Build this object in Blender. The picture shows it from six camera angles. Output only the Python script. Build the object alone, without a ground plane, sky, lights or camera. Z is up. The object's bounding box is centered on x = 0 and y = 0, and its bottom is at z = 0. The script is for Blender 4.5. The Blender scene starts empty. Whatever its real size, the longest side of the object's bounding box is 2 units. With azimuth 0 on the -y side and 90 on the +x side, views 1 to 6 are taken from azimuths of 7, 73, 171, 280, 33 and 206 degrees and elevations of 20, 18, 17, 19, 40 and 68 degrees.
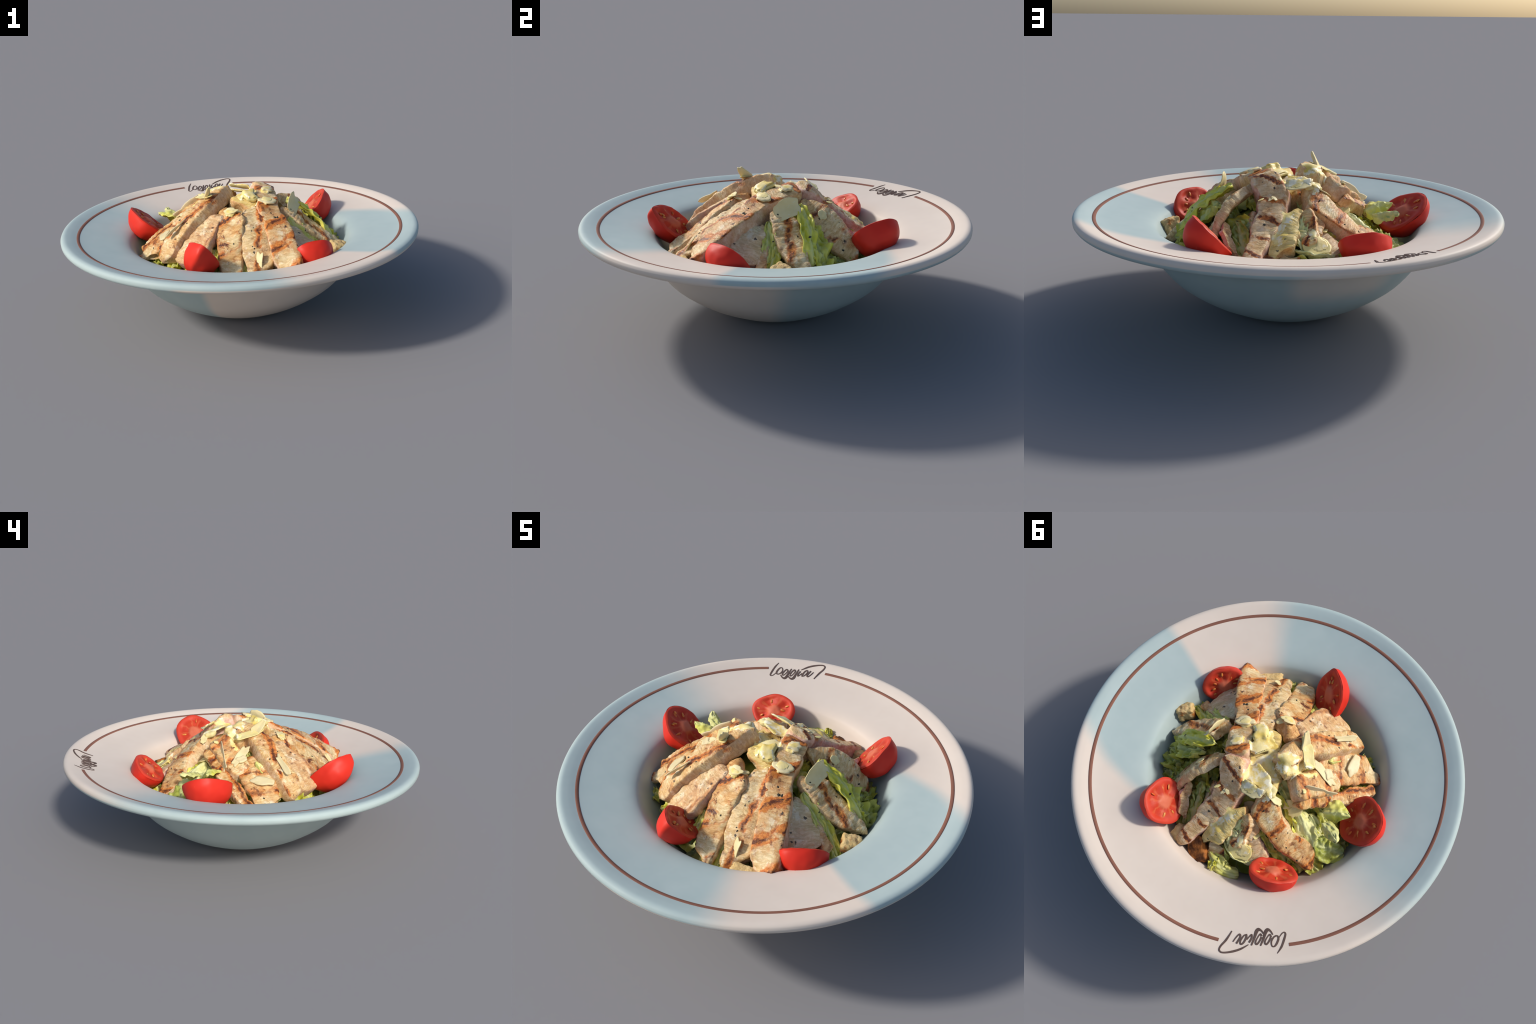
import bpy, math, random
import numpy as np
from mathutils import Vector, Matrix, noise
from mathutils.bvhtree import BVHTree

RNG = random.Random(7)
col = bpy.context.scene.collection

# ------------------------------------------------------------------ helpers
def v3(p): return np.array(p, float)
def unit(a):
    a = np.asarray(a, float)
    return a / (np.linalg.norm(a) + 1e-12)
def nz(p, s=1.0, seed=0.0):
    return noise.noise(Vector((p[0] * s + seed * 7.31, p[1] * s - seed * 3.7, p[2] * s + seed * 1.93)))
def catmull(pts, n):
    """resample control points (any dimension) with a Catmull-Rom curve"""
    P = np.array(pts, float)
    if len(P) == 2:
        t = np.linspace(0, 1, n)[:, None]
        return P[0] * (1 - t) + P[1] * t
    E = np.vstack([2 * P[0] - P[1], P, 2 * P[-1] - P[-2]])
    out = []
    for s in np.linspace(0, len(P) - 1 - 1e-6, n):
        i = int(s); f = s - i
        a, b, c, d = E[i:i + 4]
        out.append(.5 * (2 * b + (c - a) * f + (2 * a - 5 * b + 4 * c - d) * f * f + (3 * b - a - 3 * c + d) * f ** 3))
    return np.array(out)
def lerp_list(vals, n):
    vals = np.atleast_1d(np.array(vals, float))
    if len(vals) == 1: return np.full(n, vals[0])
    return np.interp(np.linspace(0, 1, n), np.linspace(0, 1, len(vals)), vals)
def smooth(x, a, b):
    t = np.clip((x - a) / (b - a), 0, 1)
    return t * t * (3 - 2 * t)

WORLD_MESHES = []      # (verts, faces) of laid pieces, for draping dressing
def add_mesh(name, V, F, mat, frame=None, parent=None, shade=True, drape=False, label=None, category=None):
    """V in world space; frame = 4x4 world matrix of the object's own axes"""
    V = np.asarray(V, float)
    frame = frame if frame is not None else Matrix.Identity(4)
    inv = np.array(frame.inverted())
    L = V @ inv[:3, :3].T + inv[:3, 3]
    me = bpy.data.meshes.new(name)
    me.from_pydata([tuple(p) for p in L], [], [tuple(f) for f in F])
    me.validate(); me.update()
    if shade: me.polygons.foreach_set("use_smooth", [True] * len(me.polygons))
    mats = mat if isinstance(mat, (list, tuple)) else [mat]
    for m in mats: me.materials.append(m)
    ob = bpy.data.objects.new(name, me); col.objects.link(ob)
    if parent is not None:
        ob.parent = parent
        ob.matrix_parent_inverse = Matrix.Identity(4)
        ob.matrix_basis = parent.matrix_basis.inverted() @ frame
    else:
        ob.matrix_basis = frame
    if label: ob["label"] = label; ob["category"] = category
    if drape: WORLD_MESHES.append((V, F))
    return ob
def add_empty(name, frame, label, category):
    ob = bpy.data.objects.new(name, None); col.objects.link(ob)
    ob.empty_display_size = .05
    ob.matrix_basis = frame
    ob["label"] = label; ob["category"] = category
    return ob
def frame_of(c, x, z):
    z = unit(z); x = unit(x - np.dot(x, z) * z); y = np.cross(z, x)
    M = Matrix.Identity(4)
    for i in range(3):
        M[i][0], M[i][1], M[i][2], M[i][3] = x[i], y[i], z[i], c[i]
    return M

# ------------------------------------------------------------------ the heap
HR = [0, .1, .2, .3, .4, .5, .58, .62, .75, 1.0]
HZ = [.69, .68, .64, .57, .49, .43, .385, .40, .455, .5]
def heap(x, y): return float(np.interp(math.hypot(x, y), HR, HZ))
def heap_normal(x, y):
    e = .04
    return unit([-(heap(x + e, y) - heap(x - e, y)) / (2 * e), -(heap(x, y + e) - heap(x, y - e)) / (2 * e), 1])

# ------------------------------------------------------------------ node helpers
class Nodes:
    def __init__(self, name):
        self.m = bpy.data.materials.new(name); self.m.use_nodes = True
        self.t = self.m.node_tree; self.t.nodes.clear()
        self.out = self.t.nodes.new("ShaderNodeOutputMaterial")
        self.tc = self.t.nodes.new("ShaderNodeTexCoord")
        self.P = self.tc.outputs["Object"]; self.N = self.tc.outputs["Normal"]
    def n(self, k): return self.t.nodes.new("ShaderNode" + k)
    def put(self, sock, v):
        if v is None: return
        if isinstance(v, bpy.types.NodeSocket): self.t.links.new(v, sock)
        else:
            if sock.type == "RGBA" and len(v) == 3: v = (*v, 1)
            sock.default_value = v
    def math(self, op, a, b=None, c=None, clamp=False):
        n = self.n("Math"); n.operation = op; n.use_clamp = clamp
        for s, v in zip(n.inputs, (a, b, c)): self.put(s, v)
        return n.outputs[0]
    def vmath(self, op, a, b=None, scale=None):
        n = self.n("VectorMath"); n.operation = op
        self.put(n.inputs[0], a); self.put(n.inputs[1], b)
        if scale is not None: self.put(n.inputs["Scale"], scale)
        return n.outputs["Value"] if op in ("LENGTH", "DOT_PRODUCT", "DISTANCE") else n.outputs[0]
    def xyz(self, v):
        n = self.n("SeparateXYZ"); self.put(n.inputs[0], v); return n.outputs
    def vec(self, x, y, z):
        n = self.n("CombineXYZ")
        for s, v in zip(n.inputs, (x, y, z)): self.put(s, v)
        return n.outputs[0]
    def noise(self, v, scale, detail=3, rough=.55, dist=0.0):
        n = self.n("TexNoise"); self.put(n.inputs["Vector"], v)
        n.inputs["Scale"].default_value = scale; n.inputs["Detail"].default_value = detail
        n.inputs["Roughness"].default_value = rough; n.inputs["Distortion"].default_value = dist
        return n.outputs[0]
    def noisecol(self, v, scale, detail=3):
        n = self.n("TexNoise"); self.put(n.inputs["Vector"], v)
        n.inputs["Scale"].default_value = scale; n.inputs["Detail"].default_value = detail
        return n.outputs[1]
    def vor(self, v, scale, feature="F1", out="Distance", rand=1.0):
        n = self.n("TexVoronoi"); n.feature = feature; self.put(n.inputs["Vector"], v)
        n.inputs["Scale"].default_value = scale; n.inputs["Randomness"].default_value = rand
        return n.outputs[out]
    def step(self, x, a, b):      # smoothstep, a may be larger than b
        n = self.n("MapRange"); n.interpolation_type = "SMOOTHSTEP"
        flip = (not isinstance(a, bpy.types.NodeSocket)) and (not isinstance(b, bpy.types.NodeSocket)) and a > b
        self.put(n.inputs[0], x)
        if flip:
            n.inputs[1].default_value, n.inputs[2].default_value, n.inputs[3].default_value, n.inputs[4].default_value = b, a, 1, 0
        else:
            self.put(n.inputs[1], a); self.put(n.inputs[2], b)
        return n.outputs[0]
    def mix(self, f, a, b, mode="MIX"):
        n = self.n("Mix"); n.data_type = "RGBA"; n.blend_type = mode
        self.put(n.inputs[0], f); self.put(n.inputs[6], a); self.put(n.inputs[7], b)
        return n.outputs[2]
    def prop(self, name):
        n = self.n("Attribute"); n.attribute_type = "OBJECT"; n.attribute_name = '["%s"]' % name
        return n.outputs["Fac"]
    def rnd(self):
        return self.n("ObjectInfo").outputs["Random"]
    def bump(self, h, strength, dist, normal=None):
        n = self.n("Bump"); n.inputs["Strength"].default_value = strength; n.inputs["Distance"].default_value = dist
        self.put(n.inputs["Height"], h)
        if normal is not None: self.put(n.inputs["Normal"], normal)
        return n.outputs[0]
    def bsdf(self, color, rough=.5, spec=.3, normal=None, translucent=0.0, tcolor=None, sss=0.0, coat=0.0):
        b = self.n("BsdfPrincipled")
        self.put(b.inputs["Base Color"], color); self.put(b.inputs["Roughness"], rough)
        self.put(b.inputs["Specular IOR Level"], spec)
        if coat: b.inputs["Coat Weight"].default_value = coat; b.inputs["Coat Roughness"].default_value = .12
        if normal is not None: self.put(b.inputs["Normal"], normal)
        sh = b.outputs[0]
        if translucent:
            t = self.n("BsdfTranslucent"); self.put(t.inputs[0], tcolor if tcolor is not None else color)
            if normal is not None: self.put(t.inputs["Normal"], normal)
            m = self.n("MixShader"); m.inputs[0].default_value = translucent
            self.t.links.new(sh, m.inputs[1]); self.t.links.new(t.outputs[0], m.inputs[2]); sh = m.outputs[0]
        self.t.links.new(sh, self.out.inputs[0])
        return self.m

# ------------------------------------------------------------------ materials
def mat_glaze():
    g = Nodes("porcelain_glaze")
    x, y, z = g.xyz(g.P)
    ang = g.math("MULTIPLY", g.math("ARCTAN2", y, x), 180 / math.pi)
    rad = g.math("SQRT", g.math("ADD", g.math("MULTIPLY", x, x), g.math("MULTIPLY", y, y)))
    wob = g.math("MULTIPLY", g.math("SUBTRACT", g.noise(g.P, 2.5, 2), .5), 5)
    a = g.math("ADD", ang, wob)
    # painted lighting on the bowl: pinkish lit wedges over bluish shade
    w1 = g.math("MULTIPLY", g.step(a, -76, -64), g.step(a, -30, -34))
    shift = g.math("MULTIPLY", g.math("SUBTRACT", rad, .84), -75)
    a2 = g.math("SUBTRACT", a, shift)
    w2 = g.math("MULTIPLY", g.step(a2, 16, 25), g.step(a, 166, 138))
    baked_lit_top = g.math("MAXIMUM", w1, w2)
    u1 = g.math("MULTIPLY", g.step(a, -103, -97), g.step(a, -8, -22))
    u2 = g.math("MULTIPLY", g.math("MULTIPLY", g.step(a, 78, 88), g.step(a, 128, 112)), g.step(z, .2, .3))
    baked_lit_under = g.math("MAXIMUM", u1, g.math("MULTIPLY", u2, .8))
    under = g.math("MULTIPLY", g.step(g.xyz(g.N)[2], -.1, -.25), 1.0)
    warm = g.math("ADD", g.math("MULTIPLY", baked_lit_top, g.math("SUBTRACT", 1, under)), g.math("MULTIPLY", baked_lit_under, under))
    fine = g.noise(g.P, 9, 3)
    cool = g.mix(fine, (.365, .455, .452), (.435, .515, .505))  # bluish shadow and sky reflection baked into the bowl colour
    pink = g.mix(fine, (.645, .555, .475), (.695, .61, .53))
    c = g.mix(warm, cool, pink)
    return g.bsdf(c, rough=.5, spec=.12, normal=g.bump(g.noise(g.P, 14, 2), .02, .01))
def mat_band():
    g = Nodes("brown_band_paint")
    c = g.mix(g.noise(g.P, 5, 4), (.15, .068, .05), (.29, .13, .09))
    return g.bsdf(c, rough=.6, spec=.08)
def mat_ink():
    g = Nodes("dark_ink")
    c = g.mix(g.noise(g.P, 30, 2), (.075, .05, .045), (.14, .10, .085))
    return g.bsdf(c, rough=.7, spec=.05)
def mat_chicken():
    g = Nodes("grilled_chicken")
    x, y, z = g.xyz(g.P)
    rnd = g.rnd()
    off = g.math("MULTIPLY", rnd, 37.0)
    P = g.vmath("ADD", g.P, g.vec(off, off, off))
    ang = g.prop("grill_angle"); sp = g.prop("grill_spacing"); ph = g.prop("grill_phase"); gs = g.math("MULTIPLY", g.prop("grill_strength"), 1.35)
    pinkness = g.prop("pink"); dress = g.prop("dressing"); brown = g.math("MULTIPLY", g.prop("browning"), 1.3, clamp=True); bar = g.prop("bar_width")
    up = g.xyz(g.N)[2]
    seared = g.step(up, .25, .6)
    # meat body: wrinkled fibres run across the piece
    wrp = g.vmath("ADD", P, g.vmath("SCALE", g.noisecol(P, 13, 2), scale=.05))
    fib = g.noise(g.vmath("MULTIPLY", wrp, (120, 26, 40)), 1.0, 4, .62, .6)
    fib = g.step(fib, .28, .70)
    mott = g.noise(P, 26, 5, .65)
    blot = g.noise(P, 10, 4)
    cream = g.mix(g.step(g.noise(g.vmath("ADD", P, (7, 1, 5)), 9, 3), .35, .65), g.mix(fib, (.48, .305, .11), (.79, .60, .30)), g.mix(fib, (.63, .47, .225), (.88, .74, .46)))
    cream = g.mix(g.math("MULTIPLY", g.step(mott, .53, .64), .75), cream, (.94, .85, .62))
    tan = g.mix(fib, (.50, .23, .06), (.74, .45, .18))
    c = g.mix(g.math("MULTIPLY", g.step(blot, .38, .58), brown), cream, tan)
    pinkc = g.mix(g.step(mott, .35, .65), (.55, .28, .19), (.76, .52, .40))
    pm = g.math("ADD", g.math("MULTIPLY", g.math("SUBTRACT", 1, seared), .87), g.math("MULTIPLY", g.step(pinkness, .5, 1.0), .22))
    pm = g.math("MULTIPLY", g.math("MULTIPLY", pm, pinkness), g.step(g.noise(P, 7, 3), .25, .6), clamp=True)
    c = g.mix(pm, c, pinkc)
    # golden rims where the slice met the grill
    hw = g.prop("half_width")
    rim = g.step(g.math("ADD", g.math("ABSOLUTE", y), g.math("MULTIPLY", g.math("SUBTRACT", g.noise(P, 16, 4), .5), .06)), g.math("MULTIPLY", hw, .72), g.math("MULTIPLY", hw, 1.02))
    rim = g.math("MULTIPLY", g.math("MULTIPLY", rim, seared), g.step(g.noise(g.vmath("ADD", P, (2, 6, 4)), 8, 3), .42, .6))
    c = g.mix(g.math("MULTIPLY", rim, g.math("MULTIPLY", brown, .95), clamp=True), c, (.50, .19, .045))
    # grill bars
    wob = g.math("MULTIPLY", g.math("SUBTRACT", g.noise(P, 12, 3), .5), .06)
    q = g.math("ADD", g.math("ADD", g.math("MULTIPLY", x, g.math("COSINE", ang)), g.math("MULTIPLY", y, g.math("SINE", ang))), wob)
    fr = g.math("FRACT", g.math("ADD", g.math("DIVIDE", q, sp), ph))
    dist = g.math("MULTIPLY", g.math("ABSOLUTE", g.math("SUBTRACT", fr, .5)), sp)     # metres from the bar's axis
    patch = g.step(g.noise(P, 11, 3), .36, .54)
    grain = g.noise(P, 58, 4, .75)
    dn = g.math("ADD", dist, g.math("MULTIPLY", g.math("SUBTRACT", grain, .5), .026))
    halo = g.math("MULTIPLY", g.math("SUBTRACT", 1, g.step(dn, g.math("MULTIPLY", bar, .008), g.math("MULTIPLY", bar, .027))), g.math("MULTIPLY", patch, gs), clamp=True)
    halo = g.math("MULTIPLY", halo, seared)
    core = g.math("MULTIPLY", g.step(dn, .013, .003), g.step(g.noise(P, 26, 3), .36, .50))
    core = g.math("MULTIPLY", core, halo)
    c = g.mix(g.math("MULTIPLY", halo, .92), c, g.mix(g.step(grain, .35, .65), (.42, .085, .010), (.70, .235, .035)))
    c = g.mix(g.math("MULTIPLY", core, .92), c, (.075, .018, .010))
    # singed blotches
    sing = g.math("MULTIPLY", g.step(g.noise(g.vmath("ADD", P, (9, 3, 1)), 13, 5, .7), .51, .62), g.math("MULTIPLY", seared, brown))
    c = g.mix(g.math("MULTIPLY", sing, .8), c, g.mix(g.step(grain, .35, .65), (.34, .10, .022), (.62, .26, .07)))
    c = g.mix(g.math("MULTIPLY", sing, g.step(g.noise(P, 34, 3), .52, .62)), c, (.10, .026, .012))
    # dressing soaked into the meat
    dm = g.math("MULTIPLY", g.step(g.noise(g.vmath("ADD", P, (4, 8, 2)), 10, 3), g.math("SUBTRACT", .80, g.math("MULTIPLY", dress, .5)), g.math("SUBTRACT", .92, g.math("MULTIPLY", dress, .5))), seared)
    c = g.mix(g.math("MULTIPLY", dm, .8), c, g.mix(fib, (.66, .47, .11), (.86, .70, .30)))
    # pepper specks
    n = g.n("TexVoronoi"); g.put(n.inputs["Vector"], g.vmath("ADD", P, g.vmath("SCALE", g.noisecol(P, 75, 2), scale=.022))); n.inputs["Scale"].default_value = 48
    keep = g.step(g.math("MULTIPLY", g.xyz(n.outputs["Color"])[0], g.noise(P, 8, 2)), .47, .49)
    spk = g.math("MULTIPLY", g.step(g.math("ADD", n.outputs["Distance"], g.math("MULTIPLY", g.xyz(n.outputs["Color"])[1], .25)), .42, .30), keep)
    spk = g.math("MULTIPLY", spk, g.math("ADD", .15, g.math("MULTIPLY", seared, .85)))
    c = g.mix(g.math("MULTIPLY", spk, .92), c, (.035, .03, .028))
    h = g.math("ADD", g.math("MULTIPLY", fib, .7), g.math("MULTIPLY", grain, .4))
    return g.bsdf(c, rough=.45, spec=.3, normal=g.bump(h, .5, .006))
def mat_lettuce():
    g = Nodes("lettuce")
    x, y, z = g.xyz(g.P)
    rnd = g.rnd(); off = g.math("MULTIPLY", rnd, 23.0)
    P = g.vmath("ADD", g.P, g.vec(off, off, off))
    pale = g.prop("pale"); lime = g.prop("lime"); w = g.prop("halfwidth")
    warp = g.vmath("ADD", P, g.vmath("SCALE", g.noisecol(P, 14, 3), scale=.05))
    vein = g.step(g.vor(warp, 13, "DISTANCE_TO_EDGE"), .07, .0)
    rib = g.step(g.math("ABSOLUTE", g.math("ADD", y, g.math("MULTIPLY", g.math("SUBTRACT", g.noise(P, 9, 2), .5), .02))), g.math("MULTIPLY", w, .36), g.math("MULTIPLY", w, .04))
    big = g.noise(P, 9, 4)
    green = g.mix(g.step(big, .3, .7), (.24, .29, .025), (.58, .58, .09))
    limec = g.mix(g.step(big, .3, .7), (.66, .62, .02), (.90, .82, .14))  # lightened to carry the sunlight seen on the bright right-hand leaf
    palec = g.mix(g.step(big, .3, .7), (.62, .62, .22), (.88, .84, .50))
    c = g.mix(lime, green, limec)
    c = g.mix(pale, c, palec)
    c = g.mix(g.math("MULTIPLY", vein, .38), c, (.62, .66, .30))
    c = g.mix(g.math("MULTIPLY", rib, .55), c, (.68, .70, .36))
    spots = g.step(g.noise(P, 42, 3), .62, .70)
    c = g.mix(g.math("MULTIPLY", spots, .18), c, (.74, .74, .48))
    h = g.math("ADD", g.math("MULTIPLY", vein, -.6), g.noise(P, 30, 3))
    return g.bsdf(c, rough=.42, spec=.35, normal=g.bump(h, .22, .005), translucent=.10, tcolor=g.mix(.5, c, (.6, .6, .06)))
def mat_tomato_skin():
    g = Nodes("tomato_skin")
    c = g.mix(g.noise(g.P, 8, 3), (.56, .018, .010), (.70, .040, .020))
    fl = g.step(g.noise(g.P, 45, 4), .70, .78)
    c = g.mix(g.math("MULTIPLY", fl, .35), c, (.72, .22, .14))
    return g.bsdf(c, rough=.45, spec=.2, normal=g.bump(g.noise(g.P, 18, 2), .08, .01))
def mat_tomato_flesh():
    g = Nodes("tomato_flesh")
    x, y, z = g.xyz(g.P)
    hx, hy = g.prop("half_long"), g.prop("half_wide")
    u, v = g.math("DIVIDE", x, hx), g.math("DIVIDE", y, hy)
    r = g.math("SQRT", g.math("ADD", g.math("MULTIPLY", u, u), g.math("MULTIPLY", v, v)))
    r = g.math("ADD", r, g.math("MULTIPLY", g.math("SUBTRACT", g.noise(g.P, 18, 3), .5), .22))
    th = g.math("ARCTAN2", v, u)
    wall = g.step(r, .66, .84)
    core = g.step(r, .42, .22)
    rays = g.step(g.math("SINE", g.math("ADD", g.math("MULTIPLY", th, 9), g.math("MULTIPLY", g.noise(g.P, 20, 2), 5))), .35, .95)
    gel = g.mix(g.noise(g.P, 26, 3), (.42, .018, .009), (.58, .06, .022))
    c = g.mix(g.math("MULTIPLY", rays, .45), gel, (.60, .13, .05))
    c = g.mix(core, c, g.mix(g.noise(g.P, 24, 4), (.56, .10, .05), (.66, .19, .10)))
    c = g.mix(wall, c, g.mix(g.noise(g.P, 14, 3), (.50, .03, .016), (.62, .07, .035)))
    wet = g.step(g.noise(g.vmath("ADD", g.P, (3, 3, 3)), 50, 3), .70, .76)
    c = g.mix(g.math("MULTIPLY", wet, .4), c, (.75, .40, .32))
    return g.bsdf(c, rough=.5, spec=.2, normal=g.bump(g.noise(g.P, 40, 3), .3, .004))
def mat_seed():
    g = Nodes("tomato_seed")
    c = g.mix(g.rnd(), (.58, .10, .02), (.66, .27, .06))
    return g.bsdf(c, rough=.35, spec=.35)
def mat_cheese():
    g = Nodes("cheese_shaving")
    rnd = g.rnd(); off = g.math("MULTIPLY", rnd, 31.0)
    P = g.vmath("ADD", g.P, g.vec(off, off, off))
    b = g.noise(P, 16, 4)
    yellow = g.prop("yellow")
    base = g.mix(b, (.66, .55, .32), (.86, .75, .51))
    yel = g.mix(b, (.78, .63, .16), (.90, .79, .40))
    c = g.mix(yellow, base, yel)
    c = g.mix(g.math("MULTIPLY", g.step(g.noise(P, 60, 3), .6, .72), .5), c, (.80, .78, .66))
    return g.bsdf(c, rough=.45, spec=.3, normal=g.bump(g.noise(P, 45, 3), .35, .005), translucent=.1)
def mat_dressing():
    g = Nodes("creamy_dressing")
    b = g.noise(g.P, 13, 4)
    c = g.mix(g.step(b, .3, .7), (.70, .51, .11), (.90, .76, .37))
    c = g.mix(g.math("MULTIPLY", g.step(g.noise(g.P, 22, 3), .50, .62), .75), c, (.90, .86, .70))
    c = g.mix(g.math("MULTIPLY", g.step(g.noise(g.vmath("ADD", g.P, (5, 5, 5)), 30, 3), .68, .74), .6), c, (.42, .17, .05))
    return g.bsdf(c, rough=.42, spec=.3, normal=g.bump(g.noise(g.P, 38, 3), .4, .006))
def mat_crouton():
    g = Nodes("toasted_bread")
    up = g.prop("toast")
    n1 = g.noise(g.P, 22, 4)
    c = g.mix(g.step(n1, .3, .7), (.62, .42, .17), (.74, .58, .30))
    t = g.mix(g.step(n1, .35, .65), (.075, .028, .012), (.42, .15, .035))
    c = g.mix(g.step(g.math("ADD", g.noise(g.P, 13, 3), g.math("SUBTRACT", up, .5)), .45, .6), c, t)
    return g.bsdf(c, rough=.65, spec=.15, normal=g.bump(g.noise(g.P, 60, 4), .8, .008))
def mat_herb():
    g = Nodes("black_pepper_herb")
    c = g.mix(g.noise(g.P, 60, 3), (.018, .018, .014), (.06, .06, .045))
    return g.bsdf(c, rough=.6, spec=.2)

GLAZE, BAND, INK = mat_glaze(), mat_band(), mat_ink()
CHICKEN, LETTUCE, SKIN, FLESH, SEED = mat_chicken(), mat_lettuce(), mat_tomato_skin(), mat_tomato_flesh(), mat_seed()
CHEESE, DRESSING, CROUTON, HERB = mat_cheese(), mat_dressing(), mat_crouton(), mat_herb()

# ------------------------------------------------------------------ bowl
TOP = [(0, .075), (.20, .08), (.36, .15), (.48, .215), (.55, .297), (.588, .362), (.610, .403), (.632, .428), (.68, .446), (.78, .4645), (.86, .479),
       (.905, .489), (.93, .497), (.95, .503), (.975, .508), (.992, .503), (.9995, .491)]
BOTTOM = [(.9985, .477), (.990, .466), (.975, .460), (.95, .458), (.93, .455), (.88, .437), (.81, .414), (.765, .399), (.73, .384), (.678, .355), (.625, .27),
          (.551, .18), (.442, .10), (.348, .05), (.278, .018), (.225, .004), (.20, 0), (.185, .008), (.10, .012), (0, .012)]
def tilt(x, y, z): return z + .004 * y * (z / .5)
def rim_z(r):
    R, Z = np.array(TOP).T
    return float(np.interp(r, R, Z))
def build_bowl():
    frame = Matrix.Identity(4)
    root = add_empty("salad_bowl", frame, "white glazed wide-rimmed bowl with a brown band", "bowl")
    prof = [(0, TOP[0][1])] + [tuple(p) for p in catmull(TOP[1:], 60)] + [tuple(p) for p in catmull(BOTTOM[:-1], 70)] + [(0, BOTTOM[-1][1])]
    n = 180; V = []; F = []
    V.append((0, 0, prof[0][1]))
    for r, z in prof[1:-1]:
        for j in range(n):
            a = 2 * math.pi * j / n
            rr = r * (1 + .0012 * math.sin(3 * a + 1) * (r > .6))
            rr = min(rr, 1.0)
            x, y = rr * math.cos(a), rr * math.sin(a)
            V.append((x, y, max(0, tilt(x, y, max(z, 0)))))
    V.append((0, 0, prof[-1][1])); last = len(V) - 1
    m = len(prof) - 2
    for j in range(n):
        F.append((0, 1 + j, 1 + (j + 1) % n))
        F.append((last, 1 + (m - 1) * n + (j + 1) % n, 1 + (m - 1) * n + j))
    for i in range(m - 1):
        a, b = 1 + i * n, 1 + (i + 1) * n
        for j in range(n):
            k = (j + 1) % n
            F.append((a + j, b + j, b + k, a + k))
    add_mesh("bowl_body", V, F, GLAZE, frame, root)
    # painted band with a gap at the lettering; angles run from +y toward +x
    V = []; F = []; N = 360
    a0, a1 = -10.3, 360 - 31.3
    for i in range(N + 1):
        a = math.radians(a0 + (a1 - a0) * i / N)
        for r, dz in ((.8955, -.0005), (.8965, .0012), (.9045, .0014), (.9115, .0012), (.9125, -.0005)):
            x, y = r * math.sin(a), r * math.cos(a)
            V.append((x, y, tilt(x, y, rim_z(r) + dz)))
    for i in range(N):
        for k in range(4):
            F.append((i * 5 + k, i * 5 + 5 + k, i * 5 + 6 + k, i * 5 + 1 + k))
    add_mesh("painted_band", V, F, BAND, frame, root)
    # script lettering: strokes as (degrees from +y, radius), pen widths in metres
    strokes = [
        ([(-27.7, .942), (-29.0, .912), (-30.1, .873), (-30.55, .852), (-30.2, .843), (-29.4, .849), (-28.4, .868)], [.002, .0050, .0052, .0045, .003, .0028, .0022]),
        ([(-27.7, .856), (-26.8, .864), (-26.1, .885), (-26.25, .905), (-26.9, .908), (-27.6, .8965), (-28.25, .874), (-28.1, .860), (-27.6, .856)], [.004, .004, .0035, .003, .0035, .005, .005, .004, .003]),
        ([(-26.05, .864), (-25.6, .8495), (-24.65, .867), (-24.1, .8865), (-24.5, .897), (-25.2, .887), (-25.95, .864)], [.005, .0035, .003, .004, .0045, .004, .005]),
        ([(-22.85, .9045), (-23.7, .869), (-24.25, .839), (-24.9, .827), (-25.85, .8335), (-26.6, .8515)], [.0035, .0055, .0085, .0085, .004, .003]),
        ([(-23.1, .859), (-22.6, .848), (-21.7, .870), (-21.3, .8895), (-21.7, .898), (-22.45, .884), (-23.05, .862)], [.005, .0035, .003, .004, .0045, .004, .005]),
        ([(-20.15, .905), (-20.8, .871), (-21.3, .838), (-21.9, .827), (-22.9, .832), (-23.65, .846)], [.0035, .0055, .0085, .0085, .004, .003]),
        ([(-19.4, .892), (-20.0, .870), (-19.9, .854), (-19.3, .863), (-18.6, .879)], [.0045, .0045, .004, .003, .003]),
        ([(-18.2, .8565), (-17.5, .863), (-16.8, .8875), (-16.85, .902), (-17.3, .9035), (-17.9, .891), (-18.35, .867), (-18.2, .853)], [.004, .0035, .0035, .004, .004, .0045, .005, .004]),
        ([(-15.7, .9045), (-16.5, .8705), (-16.1, .8585), (-15.35, .873), (-14.6, .8985)], [.0045, .0045, .004, .003, .0025]),
        ([(-13.55, .849), (-12.5, .896), (-11.5, .928), (-11.3, .949), (-12.0, .959), (-13.3, .956), (-15.4, .943), (-17.2, .9275), (-19.3, .9025)], [.0025, .005, .0045, .004, .004, .0045, .0055, .005, .002]),
    ]
    V = []; F = []
    for k, (pts, wid) in enumerate(strokes):
        C = catmull(pts, 40); W = np.interp(np.linspace(0, 1, 40), np.linspace(0, 1, len(wid)), wid)
        X = np.array([(r * math.sin(math.radians(a)), r * math.cos(math.radians(a))) for a, r in C])
        T = np.gradient(X, axis=0); T /= np.linalg.norm(T, axis=1)[:, None] + 1e-9
        Nn = np.stack([-T[:, 1], T[:, 0]], 1)
        base = len(V); lift = .0011 + .00012 * k
        for i in range(40):
            for s, dz in ((-1, -.0006), (-.8, lift), (.8, lift), (1, -.0006)):
                p = X[i] + Nn[i] * s * W[i] * 1.1
                V.append((p[0], p[1], tilt(p[0], p[1], rim_z(math.hypot(*p)) + dz)))
        for i in range(39):
            for q in range(3):
                a = base + i * 4 + q
                F.append((a, a + 4, a + 5, a + 1))
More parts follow.
